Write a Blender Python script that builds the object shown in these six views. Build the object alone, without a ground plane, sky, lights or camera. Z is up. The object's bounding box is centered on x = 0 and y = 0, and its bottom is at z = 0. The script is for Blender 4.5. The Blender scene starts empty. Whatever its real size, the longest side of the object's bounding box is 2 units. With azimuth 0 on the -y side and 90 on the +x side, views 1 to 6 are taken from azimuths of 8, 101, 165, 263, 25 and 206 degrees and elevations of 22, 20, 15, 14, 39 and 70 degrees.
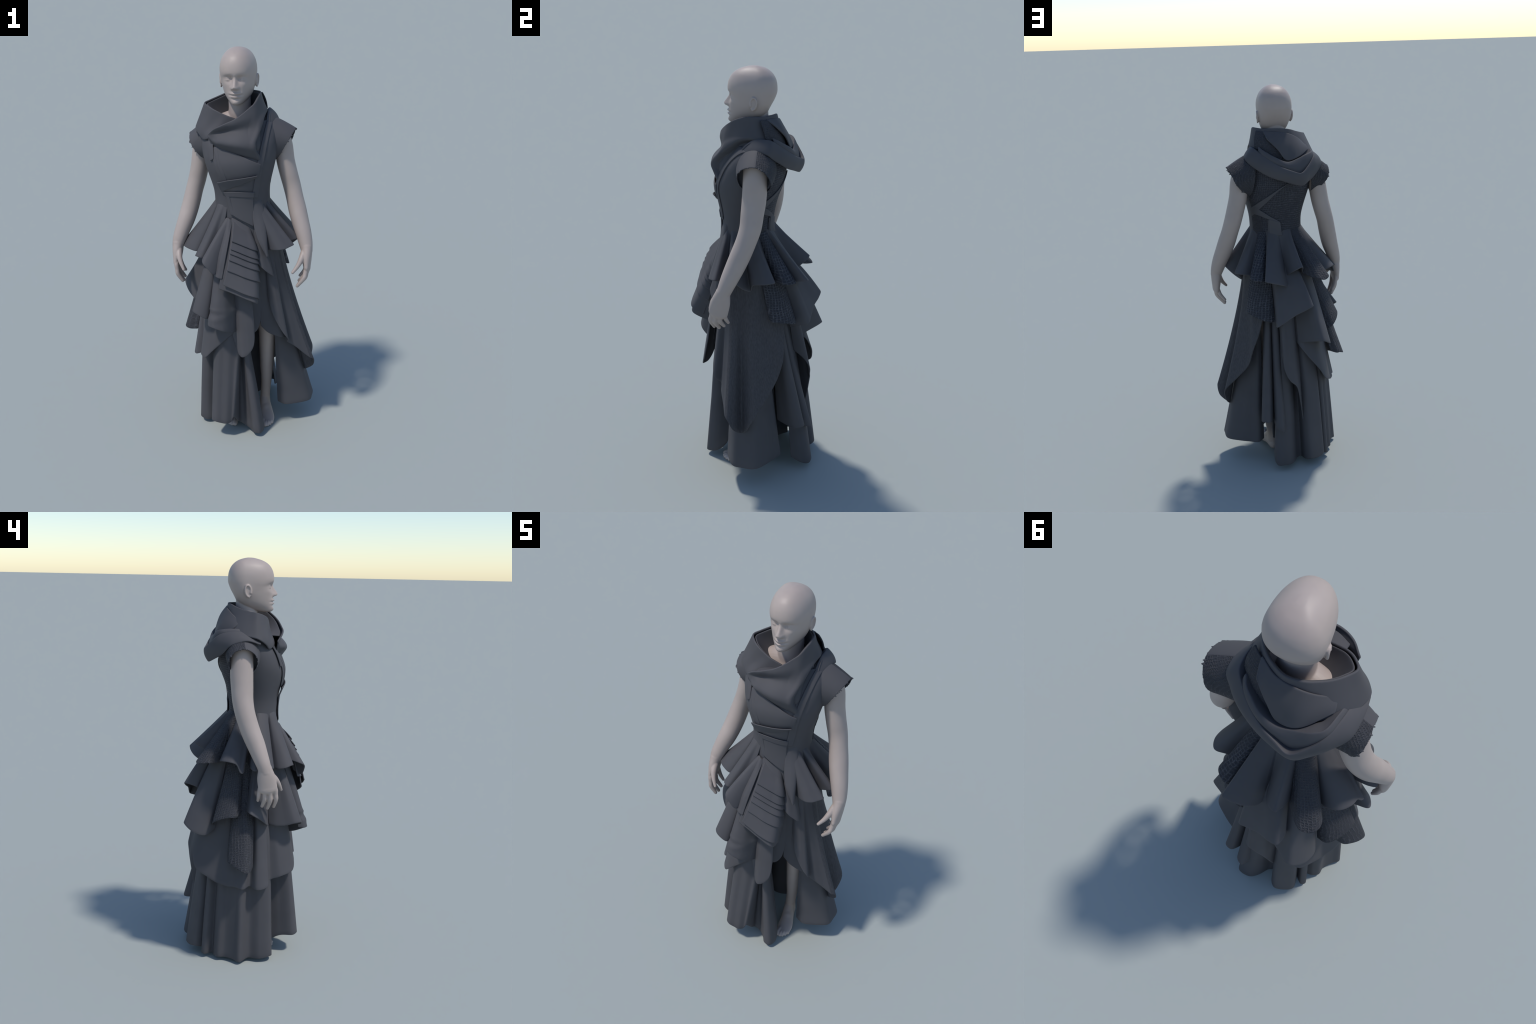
import bpy, bmesh, math
import numpy as np
from mathutils import Vector

rng = np.random.default_rng(7)
COL = bpy.context.scene.collection

# ------------------------------------------------------------------ curves
def catmull(P, n, closed=False):
    """Centripetal-ish Catmull-Rom through control points, n samples by arc length."""
    P = np.asarray(P, float)
    if closed:
        Q = np.vstack([P[-1], P, P[0], P[1]])
        segs = len(P)
    else:
        Q = np.vstack([2 * P[0] - P[1], P, 2 * P[-1] - P[-2]])
        segs = len(P) - 1
    out = []
    m = 24
    for i in range(segs):
        p0, p1, p2, p3 = Q[i], Q[i + 1], Q[i + 2], Q[i + 3]
        d1 = max(np.linalg.norm((p2 - p1)[:3]), 1e-6) ** .5
        d0 = max(np.linalg.norm((p1 - p0)[:3]), 1e-6) ** .5
        d2 = max(np.linalg.norm((p3 - p2)[:3]), 1e-6) ** .5
        t1 = (p1 - p0) / d0 - (p2 - p0) / (d0 + d1) + (p2 - p1) / d1
        t2 = (p2 - p1) / d1 - (p3 - p1) / (d1 + d2) + (p3 - p2) / d2
        t1, t2 = t1 * d1, t2 * d1
        for t in np.linspace(0, 1, m, endpoint=False):
            out.append((2*t**3-3*t*t+1)*p1 + (t**3-2*t*t+t)*t1 + (-2*t**3+3*t*t)*p2 + (t**3-t*t)*t2)
    out.append(P[0] if closed else P[-1])
    out = np.array(out)
    d = np.r_[0, np.cumsum(np.linalg.norm(np.diff(out[:, :3], axis=0), axis=1) + 1e-9)]
    t = np.linspace(0, d[-1], n)
    return np.stack([np.interp(t, d, out[:, k]) for k in range(out.shape[1])], 1)

def blur(A, sigma, closed=False):
    r = int(3 * sigma) + 1
    k = np.exp(-.5 * (np.arange(-r, r + 1) / sigma) ** 2); k /= k.sum()
    if closed:
        B = np.concatenate([A[-r:], A, A[:r]])
    else:                                   # odd reflection keeps the ends in place
        B = np.concatenate([2*A[:1] - A[r:0:-1], A, 2*A[-1:] - A[-2:-r-2:-1]])
    return np.stack([np.convolve(B[:, j], k, 'valid') for j in range(A.shape[1])], 1)

def polar(az, r, z):
    a = math.radians(az)
    return (r * math.sin(a), -r * math.cos(a), z)

def noise_waves(U, V, seed, n=5, f=3.0):
    g = np.random.default_rng(seed)
    s = 0
    for _ in range(n):
        a, b, p = g.normal(0, f), g.normal(0, f), g.uniform(0, 6.28)
        s = s + np.sin(a * U + b * V + p)
    return s / n

# ------------------------------------------------------------------ mesh builders
def new_obj(name, verts, faces, mat, parent=None, smooth=True):
    me = bpy.data.meshes.new(name)
    me.from_pydata([tuple(v) for v in verts], [], faces)
    me.update()
    if smooth:
        me.polygons.foreach_set('use_smooth', [True] * len(me.polygons))
    ob = bpy.data.objects.new(name, me)
    COL.objects.link(ob)
    if mat:
        me.materials.append(mat)
    if parent:
        ob.parent = parent
    return ob

def grid_normals(P, wrap):
    du = np.gradient(P, axis=0)
    if wrap:
        du[0] = du[-1] = P[1] - P[-2]
    dv = np.gradient(P, axis=1)
    N = np.cross(du, dv)
    L = np.linalg.norm(N, axis=2, keepdims=True)
    return N / np.maximum(L, 1e-9)

def cloth(name, P, mat, parent, thick=.006, wrap=False, out=None):
    """A grid surface given real thickness and a rounded rim."""
    if wrap:
        P = P[:-1]
        Pn = np.concatenate([P[-1:], P, P[:1]])
        N = grid_normals(Pn, False)[1:-1]
    else:
        N = grid_normals(P, False)
    C = P.reshape(-1, 3)
    # orient outward: normals should point away from the axis of the figure (or the given direction)
    ref = P - np.array([0.01, -.02, 0]) if out is None else np.broadcast_to(np.array(out, float), P.shape)
    ref = ref * np.array([1, 1, 0]) if out is None else ref
    if np.sum(N * ref) < 0:
        N = -N
        flip = True
    else:
        flip = False
    nu, nv = P.shape[:2]
    h = thick / 2
    idx = np.arange(nu * nv).reshape(nu, nv)
    A = (P + N * h).reshape(-1, 3)
    B = (P - N * h).reshape(-1, 3)
    verts = [A, B]
    off = nu * nv
    faces = []
    ru = nu if wrap else nu - 1
    i = np.arange(ru)[:, None]; j = np.arange(nv - 1)[None, :]
    i2 = (i + 1) % nu
    q = np.stack([idx[i, j], idx[i2, j], idx[i2, j + 1], idx[i, j + 1]], -1).reshape(-1, 4)
    if flip:
        q = q[:, ::-1]
    faces += q.tolist()
    faces += (q[:, ::-1] + off).tolist()
    def rim(loop, inward, closed):
        nonlocal off2, verts
        loop = np.array(loop); inward = np.array(inward)
        c = C[loop]; n = N.reshape(-1, 3)[loop]
        d = c - C[inward]
        d -= n * np.sum(d * n, 1, keepdims=True)
        d /= np.maximum(np.linalg.norm(d, axis=1, keepdims=True), 1e-9)
        rows = [loop]
        for ph in (.8, 1.571, 2.34):
            verts.append(c + (n * math.cos(ph) + d * math.sin(ph)) * h)
            rows.append(np.arange(len(loop)) + off2); off2 += len(loop)
        rows.append(loop + off)
        m = len(loop)
        for a, b in zip(rows[:-1], rows[1:]):
            for k in range(m if closed else m - 1):
                k2 = (k + 1) % m
                f = [int(a[k]), int(b[k]), int(b[k2]), int(a[k2])]
                faces.append(f)
    off2 = 2 * nu * nv
    if wrap:
        rim(idx[:, 0], idx[:, 1], True)
        rim(idx[:, -1], idx[:, -2], True)
    else:
        loop = list(idx[:, 0]) + list(idx[-1, 1:]) + list(idx[-2::-1, -1]) + list(idx[0, -2:0:-1])
        inn = list(idx[:, 1]) + list(idx[-2, 1:]) + list(idx[-2::-1, -2]) + list(idx[1, -2:0:-1])
        rim(loop, inn, True)
    V = np.concatenate(verts)
    ob = new_obj(name, V, faces, mat, parent)
    bm = bmesh.new(); bm.from_mesh(ob.data)
    bmesh.ops.recalc_face_normals(bm, faces=bm.faces)
    bm.to_mesh(ob.data); bm.free()
    ob.data.polygons.foreach_set('use_smooth', [True] * len(ob.data.polygons))
    return ob

def tube_mesh(pts, radii, n=24, flat=None, rings=40):
    """Capped tube through pts; radii list of (ra, rb); flat = direction of ra."""
    S = catmull([tuple(p) + tuple(r) for p, r in zip(pts, radii)], rings)
    C, R = S[:, :3], np.maximum(S[:, 3:5], 1e-4)
    T = np.gradient(C, axis=0); T /= np.linalg.norm(T, axis=1, keepdims=True)
    ref = np.array(flat if flat is not None else (1, 0, 0), float)
    rows = []
    cap = [(-1.0, 0.02)] if False else None
    a = np.linspace(0, 2 * np.pi, n, endpoint=False)
    def ring(c, t, ra, rb):
        e1 = ref - t * (ref @ t); e1 /= np.linalg.norm(e1); e2 = np.cross(t, e1)
        return c + np.outer(np.cos(a) * ra, e1) + np.outer(np.sin(a) * rb, e2)
    for s in (.15, .5, .8, .95):
        k = math.sqrt(1 - (1 - s) ** 2); m = (R[0].mean()) * (1 - s)
        rows.append(ring(C[0] - T[0] * m, T[0], R[0, 0] * k, R[0, 1] * k))
    for i in range(len(C)):
        rows.append(ring(C[i], T[i], R[i, 0], R[i, 1]))
    for s in (.95, .8, .5, .15):
        k = math.sqrt(1 - (1 - s) ** 2); m = (R[-1].mean()) * (1 - s)
        rows.append(ring(C[-1] + T[-1] * m, T[-1], R[-1, 0] * k, R[-1, 1] * k))
    V = np.concatenate(rows); F = []
    for i in range(len(rows) - 1):
        for k in range(n):
            F.append([i*n+k, i*n+(k+1) % n, (i+1)*n+(k+1) % n, (i+1)*n+k])
    F.append(list(range(n - 1, -1, -1))); F.append([(len(rows)-1)*n+k for k in range(n)])
    return V, F

def join_meshes(parts):
    V, F, o = [], [], 0
    for v, f in parts:
        V.append(v); F += [[i + o for i in q] for q in f]; o += len(v)
    return np.concatenate(V), F

def fuse(parts, voxel, smooth_it=6, factor=.5):
    """Union of overlapping closed shells as one smooth skin (voxel remesh, then relax)."""
    V, F = join_meshes(parts)
    ob = new_obj('tmp_skin', V, F, None)
    m = ob.modifiers.new('r', 'REMESH'); m.mode = 'VOXEL'; m.voxel_size = voxel; m.use_smooth_shade = True
    s = ob.modifiers.new('s', 'SMOOTH'); s.iterations = smooth_it; s.factor = factor
    dg = bpy.context.evaluated_depsgraph_get(); dg.update()
    me = bpy.data.meshes.new_from_object(ob.evaluated_get(dg))
    bpy.data.objects.remove(ob)
    return me

def split_skin(me, regions, mat, parent):
    """Cut one smooth skin into named parts that share border vertices and normals."""
    n = len(me.vertices)
    co = np.empty(n * 3); me.vertices.foreach_get('co', co); co = co.reshape(-1, 3)
    me.update()
    nor = np.empty(n * 3); me.vertices.foreach_get('normal', nor); nor = nor.reshape(-1, 3)
    polys = [list(p.vertices) for p in me.polygons]
    cen = np.array([co[p].mean(0) for p in polys])
    res = {}
    taken = np.zeros(len(polys), bool)
    for name, test in regions:
        sel = test(cen) & ~taken
        taken |= sel
        fs = [polys[i] for i in np.nonzero(sel)[0]]
        if not fs:
            continue
        used = sorted({v for f in fs for v in f}); mp = {v: k for k, v in enumerate(used)}
        ob = new_obj(name, co[used], [[mp[v] for v in f] for f in fs], mat, parent)
        ob.data.normals_split_custom_set_from_vertices([tuple(x) for x in nor[used]])
        res[name] = ob
    bpy.data.meshes.remove(me)
    return res

# ------------------------------------------------------------------ materials
class NT:
    def __init__(self, name):
        self.m = bpy.data.materials.new(name); self.m.use_nodes = True
        self.t = self.m.node_tree; self.b = self.t.nodes['Principled BSDF']
    def n(self, kind, **kw):
        x = self.t.nodes.new(kind)
        for k, v in kw.items():
            setattr(x, k, v)
        return x
    def l(self, a, b): self.t.links.new(a, b)
    def math(self, op, a, b=None, c=None):
        x = self.n('ShaderNodeMath', operation=op)
        for i, v in enumerate((a, b, c)):
            if v is None: continue
            if isinstance(v, (int, float)): x.inputs[i].default_value = v
            else: self.l(v, x.inputs[i])
        return x.outputs[0]
    def ramp(self, fac, stops):
        r = self.n('ShaderNodeValToRGB')
        e = r.color_ramp.elements
        while len(e) < len(stops): e.new(.5)
        for el, (p, c) in zip(e, stops): el.position = p; el.color = (*c, 1)
        self.l(fac, r.inputs[0]); return r.outputs[0]
    def noise(self, vec, scale, detail=4, rough=.55):
        x = self.n('ShaderNodeTexNoise'); x.inputs['Scale'].default_value = scale
        x.inputs['Detail'].default_value = detail; x.inputs['Roughness'].default_value = rough
        if vec is not None: self.l(vec, x.inputs['Vector'])
        return x.outputs['Fac']
    def bump(self, h, strength, dist):
        x = self.n('ShaderNodeBump'); x.inputs['Strength'].default_value = strength; x.inputs['Distance'].default_value = dist
        self.l(h, x.inputs['Height']); self.l(x.outputs[0], self.b.inputs['Normal'])

def skin_material():
    k = NT('matte_skin'); tc = k.n('ShaderNodeTexCoord').outputs['Object']
    f = k.noise(tc, 9, 3)
    k.l(k.ramp(f, [(.3, SKIN_A), (.7, SKIN_B)]), k.b.inputs['Base Color'])
    k.b.inputs['Roughness'].default_value = .5
    k.b.inputs['Specular IOR Level'].default_value = .4
    return k.m

def wool_material(name='dark_wool', tint=(1, 1, 1)):
    k = NT(name); tc = k.n('ShaderNodeTexCoord').outputs['Object']
    f = k.noise(tc, 6, 5)
    a = tuple(x * t * .93 for x, t in zip(WOOL, tint)); b = tuple(x * t * 1.07 for x, t in zip(WOOL, tint))
    k.l(k.ramp(f, [(.3, a), (.7, b)]), k.b.inputs['Base Color'])
    k.b.inputs['Roughness'].default_value = .72
    k.b.inputs['Specular IOR Level'].default_value = .35
    k.bump(k.noise(tc, 420, 2), .10, .002)
    return k.m

def gauze_material(name, cell=.0115, wx=.18, line=None, hole=None, ratio=1.0, soft=.16):
    """Loose open weave: crossing threads in cylinder coordinates round the figure."""
    line = line or GAUZE_LINE; hole = hole or GAUZE_HOLE
    k = NT(name); tc = k.n('ShaderNodeTexCoord').outputs['Object']
    sx = k.n('ShaderNodeSeparateXYZ'); k.l(tc, sx.inputs[0])
    X, Y, Z = sx.outputs
    w1 = k.math('MULTIPLY', k.math('SUBTRACT', k.noise(tc, 7, 2), .5), .030)
    w2 = k.math('MULTIPLY', k.math('SUBTRACT', k.noise(tc, 60, 2), .5), .006)
    az = k.math('ARCTAN2', X, Y)
    u = k.math('ADD', k.math('MULTIPLY', az, wx / cell), k.math('MULTIPLY', k.math('ADD', w1, w2), 1 / cell))
    w3 = k.math('MULTIPLY', k.math('SUBTRACT', k.noise(tc, 5, 2), .5), .040)
    v = k.math('MULTIPLY', k.math('ADD', k.math('ADD', Z, w3), w2), 1 / (cell * ratio))
    def thread(t):
        d = k.math('ABSOLUTE', k.math('SUBTRACT', k.math('FRACT', t), .5))      # 0 on the thread
        mr = k.n('ShaderNodeMapRange'); mr.inputs[1].default_value = .0; mr.inputs[2].default_value = .10 + soft
        mr.inputs[3].default_value = 1; mr.inputs[4].default_value = 0; k.l(d, mr.inputs[0])
        return mr.outputs[0]
    patch = k.ramp(k.noise(tc, 16, 3), [(.38, (.3,) * 3), (.62, (1,) * 3)])
    pu = k.ramp(k.noise(tc, 90, 2), [(.35, (.25,) * 3), (.6, (1,) * 3)])
    m = k.math('MULTIPLY', k.math('MULTIPLY', k.math('MAXIMUM', thread(u), k.math('MULTIPLY', thread(v), .85)), patch), pu)
    k.l(k.ramp(m, [(0, hole), (1, line)]), k.b.inputs['Base Color'])
    k.b.inputs['Roughness'].default_value = .75
    k.b.inputs['Specular IOR Level'].default_value = .3
    k.bump(m, .9, .004)
    return k.m

def weave_material(name):
    """Fine vertical ribbed weave of the side overskirt."""
    k = NT(name); tc = k.n('ShaderNodeTexCoord').outputs['Object']
    mp = k.n('ShaderNodeMapping'); mp.inputs['Scale'].default_value = (260, 260, 22); k.l(tc, mp.inputs[0])
    f = k.noise(mp.outputs[0], 1, 3)
    a = tuple(x * .72 for x in WOOL)
    k.l(k.ramp(f, [(.35, a), (.65, WOOL)]), k.b.inputs['Base Color'])
    k.b.inputs['Roughness'].default_value = .75
    k.b.inputs['Specular IOR Level'].default_value = .3
    k.bump(f, .35, .002)
    return k.m

SKIN_A, SKIN_B = (.375, .308, .276), (.405, .335, .302)
WOOL = (.0690, .0665, .0725)
GAUZE_LINE, GAUZE_HOLE = (.118, .118, .134), (.024, .025, .032)
M_SKIN = skin_material()
M_WOOL = wool_material()
M_GAUZE = gauze_material('open_gauze')
M_GAUZE2 = gauze_material('fine_gauze', cell=.0085, ratio=.9, line=(.075, .075, .086), hole=(.036, .036, .042))
M_RIB = gauze_material('ribbed_gauze', cell=.0065, ratio=.7, soft=.2, line=(.066, .066, .075), hole=(.036, .036, .042))
M_WEAVE = weave_material('ribbed_weave')

# ------------------------------------------------------------------ the thing
ROOT = bpy.data.objects.new('dressed_mannequin', None); COL.objects.link(ROOT)
ROOT['label'] = 'bald pale mannequin in a layered dark grey draped dress with cowl hood'
ROOT['category'] = 'dressed figure'

# ================================================================== BODY
HX = .012
def lerp_table(z, tab):
    tab = np.array(tab); tab = tab[np.argsort(tab[:, 0])]
    return [np.interp(z, tab[:, 0], tab[:, k]) for k in range(1, tab.shape[1])]

HEAD = [(1.7435, -.112, -.085, .014), (1.746, -.121, -.06, .026), (1.752, -.1275, -.02, .038), (1.762, -.130, .015, .049), (1.775, -.129, .036, .060),
        (1.79, -.1275, .047, .068), (1.81, -.1265, .057, .075), (1.83, -.1245, .0675, .0808), (1.85, -.122, .0785, .0845), (1.87, -.124, .0870, .0865),
        (1.885, -.1295, .0915, .0875), (1.90, -.1325, .092, .0875), (1.92, -.131, .0905, .0855), (1.94, -.1255, .0855, .080), (1.96, -.114, .075, .0705),
        (1.975, -.098, .061, .0585), (1.987, -.076, .043, .044), (1.995, -.050, .021, .028), (1.9992, -.030, .002, .013), (2.0, -.017, -.010, .003)]

def head_shell(nz=150, nt=160):
    s = np.linspace(0, 1, nz)
    z = 1.7435 + (2.0 - 1.7435) * (.5 - .5 * np.cos(np.pi * s))
    tab = np.array(HEAD)
    # smooth monotone interpolation through catmull on the table
    S = catmull(tab, 1200)
    o = np.argsort(S[:, 0])
    yf, yb, hw = [np.interp(z, S[o, 0], S[o, k]) for k in (1, 2, 3)]
    t = np.linspace(0, 2 * np.pi, nt, endpoint=False)
    yc = np.clip(.30 * yf + .70 * yb, -.2, .012)
    c, sn = np.cos(t)[None], np.sin(t)[None]
    front = c > 0
    jaw = np.clip((1.84 - z) / .08, 0, 1)[:, None]
    ex = 2.0 + .25 * (1 - jaw)
    xx = np.sign(sn) * np.abs(sn) ** (2 / ex)
    X = hw[:, None] * xx
    cc = np.sign(c) * np.abs(c) ** (2 / ex)
    Y = yc[:, None] - np.where(front, (yc - yf)[:, None] * cc, -(yb - yc)[:, None] * -cc)
    Zg = np.repeat(z[:, None], nt, 1)
    # cheeks narrow towards the front of the face
    fr = np.clip((-Y - .02) / .11, 0, 1) * np.clip((1.875 - Zg) / .03, 0, 1)
    X = X * (1 - .10 * fr * np.clip(np.abs(sn), 0, 1))
    def g(x0, z0, sx, sz):
        return np.exp(-.5 * ((np.abs(X) - x0) / sx) ** 2 - .5 * ((Zg - z0) / sz) ** 2)
    f = (front & True).astype(float) * np.clip(c * 2.0, 0, 1)
    # nose
    nz_ = np.interp(Zg, [1.812, 1.818, 1.824, 1.832, 1.842, 1.856, 1.868, 1.878, 1.89], [0, .009, .022, .0285, .0245, .0155, .0075, .002, 0])
    nw = np.interp(Zg, [1.815, 1.83, 1.85, 1.875], [.0125, .0115, .0090, .0095])
    D = nz_ * np.exp(-np.abs(X / nw) ** 2.4 * .6)
    D += .0085 * g(.0125, 1.8255, .0055, .006)
    D -= .004 * g(.007, 1.8165, .004, .0025)
    # brow, sockets, lids
    D += .0018 * g(.030, 1.8865, .020, .0070)
    D -= .0115 * g(.031, 1.8675, .0165, .0110)
    D -= .0055 * g(.019, 1.8680, .0065, .0085)
    D += .0095 * g(.035, 1.8645, .0100, .0062)
    D += .0022 * g(.035, 1.8690, .012, .0014)
    D += .0016 * g(.035, 1.8600, .012, .0016)
    D -= .0030 * g(.035, 1.8665, .012, .0012)
    D += .0035 * g(.050, 1.843, .014, .012)
    # mouth and chin
    D += .0105 * np.exp(-.5*(X/.017)**2 - .5*((Zg-1.8000)/.0042)**2)
    D += .0020 * np.exp(-.5*(X/.010)**2 - .5*((Zg-1.809)/.005)**2)
    D -= .0075 * np.exp(-(np.abs(X)/.026)**4 - .5*((Zg-1.7925)/.0019)**2)
    D += .0095 * np.exp(-.5*(X/.0145)**2 - .5*((Zg-1.7855)/.0040)**2)
    D -= .0030 * np.exp(-.5*(X/.018)**2 - .5*((Zg-1.7745)/.0042)**2)
    D += .0035 * np.exp(-.5*(X/.014)**2 - .5*((Zg-1.757)/.008)**2)
    D -= .0020 * g(.030, 1.7925, .005, .006)
    Y = Y - D * f
    V = np.stack([X + HX, Y, Zg], 2).reshape(-1, 3)
    F = []
    for i in range(nz - 1):
        for k in range(nt):
            F.append([i*nt+k, i*nt+(k+1) % nt, (i+1)*nt+(k+1) % nt, (i+1)*nt+k])
    F.append(list(range(nt - 1, -1, -1))); F.append([(nz-1)*nt+k for k in range(nt)])
    return V, F

def ear_parts(sgn):
    """Helix ring, inner bowl and lobe of one ear."""
    c = np.array([HX + sgn * .0825, .003, 1.843])
    out = []
    P = []
    for a in np.linspace(-100, 205, 14):
        r = math.radians(a)
        yy, zz = .0145 * math.cos(r), .0265 * math.sin(r)
        lean = .26 * (yy + .0145) + .08 * (zz + .027)
        P.append(c + np.array([sgn * lean * .95, yy + .10 * zz, zz]))
    out.append(tube_mesh(P, [(.0052, .0046)] * len(P), 12, (1, 0, .01), 60))
    out.append(tube_mesh([c + np.array([sgn*.002, -.001, .019]), c + np.array([sgn*.002, -.001, -.02])], [(.0035, .0135), (.0035, .0125)], 16, (1, 0, 0), 16))
    out.append(tube_mesh([c + np.array([sgn*.002, .006, .018]), c + np.array([sgn*.003, .006, -.016])], [(.005, .007), (.004, .007)], 16, (1, 0, 0), 16))
    out.append(tube_mesh([c + np.array([sgn*.001, -.008, -.018]), c + np.array([sgn*.004, -.004, -.029])], [(.005, .008), (.0042, .0055)], 12, (1, 0, 0), 8))
    out.append(tube_mesh([c + np.array([sgn*.004, -.013, .003]), c + np.array([sgn*.005, -.012, -.009])], [(.005, .004), (.005, .004)], 12, (1, 0, 0), 8))
    return out

neck = tube_mesh([(HX, .004, 1.86), (HX, .004, 1.80), (HX, .001, 1.75), (HX, .002, 1.70), (HX, .008, 1.66), (HX, .012, 1.62)],
                 [(.040, .040), (.051, .048), (.0535, .054), (.056, .060), (.070, .068), (.09, .085)], 48, (1, 0, 0), 40)
chest = tube_mesh([(-.135, .02, 1.60), (-.07, .008, 1.625), (HX, .004, 1.635), (.095, .008, 1.625), (.16, .02, 1.60)],
                  [(.045, .045), (.058, .055), (.07, .062), (.058, .055), (.045, .045)], 32, (0, 0, 1), 40)
me = fuse([head_shell(), neck, chest] + ear_parts(1) + ear_parts(-1), .0021, 5, .5)
def above_jaw(c):
    return c[:, 2] > 1.742 + np.clip((c[:, 1] + .06) * .45, 0, .05)
split_skin(me, [('head', above_jaw), ('neck', lambda c: c[:, 2] > 1.665), ('torso', lambda c: c[:, 2] > 0)], M_SKIN, ROOT)

# ---- arms and hands
def arm(side):
    if side > 0:
        ax = [(.200, .034, 1.575), (.216, .036, 1.52), (.225, .034, 1.443), (.239, .029, 1.381), (.255, .024, 1.319), (.270, .008, 1.26),
              (.285, -.013, 1.202), (.301, -.036, 1.145), (.319, -.060, 1.088), (.331, -.079, 1.040), (.336, -.090, 1.012)]
        wr = (.335, -.085, 1.03)
        K = [(.335, -.136, .925), (.341, -.117, .926), (.339, -.098, .926), (.332, -.080, .929)]
        Mi = [(.326, -.147, .887), (.329, -.126, .882), (.327, -.103, .886), (.322, -.078, .899)]
        Ti = [(.290, -.140, .838), (.292, -.116, .835), (.295, -.092, .848), (.298, -.071, .867)]
        TH = [(.322, -.108, 1.005), (.309, -.135, .975), (.293, -.150, .948), (.270, -.164, .920)]
        pc = (.337, -.108, .932)
    else:
        ax = [(-.178, .038, 1.565), (-.194, .04, 1.51), (-.204, .041, 1.452), (-.214, .039, 1.397), (-.228, .037, 1.343), (-.244, .029, 1.290),
              (-.257, .015, 1.239), (-.271, -.002, 1.189), (-.287, -.022, 1.140), (-.306, -.040, 1.091), (-.322, -.057, 1.044), (-.328, -.065, 1.015)]
        wr = (-.326, -.063, 1.03)
        K = [(-.331, -.113, .932), (-.337, -.088, .932), (-.335, -.063, .930), (-.327, -.040, .931)]
        Mi = [(-.326, -.118, .883), (-.330, -.090, .878), (-.327, -.064, .882), (-.319, -.037, .899)]
        Ti = [(-.305, -.111, .840), (-.305, -.081, .832), (-.304, -.055, .842), (-.303, -.035, .870)]
        TH = [(-.318, -.088, 1.0), (-.312, -.115, .975), (-.302, -.133, .95), (-.286, -.148, .917)]
        pc = (-.334, -.077, .938)
    n = len(ax)
    rad = np.stack([np.interp(np.linspace(0, 1, n), [0, .2, .35, .5, .58, .72, .85, .95, 1], [.045, .0455, .045, .0435, .0455, .043, .037, .031, .029]),
                    np.interp(np.linspace(0, 1, n), [0, .2, .35, .5, .58, .72, .85, .95, 1], [.055, .055, .051, .047, .047, .044, .037, .031, .031])], 1)
    parts = [tube_mesh(ax, rad, 36, (1, 0, 0), 60)]
    wr, pc = np.array(wr), np.array(pc)
    parts.append(tube_mesh([wr, wr * .55 + pc * .45, pc], [(.0290, .0335), (.0260, .044), (.0185, .046)], 32, (1, 0, 0), 24))
    for k, m, t, r in zip(K, Mi, Ti, (.0126, .0128, .0124, .0112)):
        k, m, t = map(np.array, (k, m, t))
        b = k * .75 + wr * .25
        parts.append(tube_mesh([b, k, (k + m) / 2, m, t], [(r * .9, r * .9), (r, r), (r * .93, r * .93), (r * .92, r * .92), (r * .68, r * .68)], 16, (1, 0, .1), 30))
    parts.append(tube_mesh(TH, [(.017, .019), (.0145, .0155), (.0112, .0112), (.0078, .0078)], 18, (1, 0, .1), 24))
    me = fuse(parts, .0028, 4, .5)
    z0 = wr[2] - .005
    split_skin(me, [('arm', lambda c: c[:, 2] > z0), ('hand', lambda c: c[:, 2] > 0)], M_SKIN, ROOT)
arm(1); arm(-1)

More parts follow.
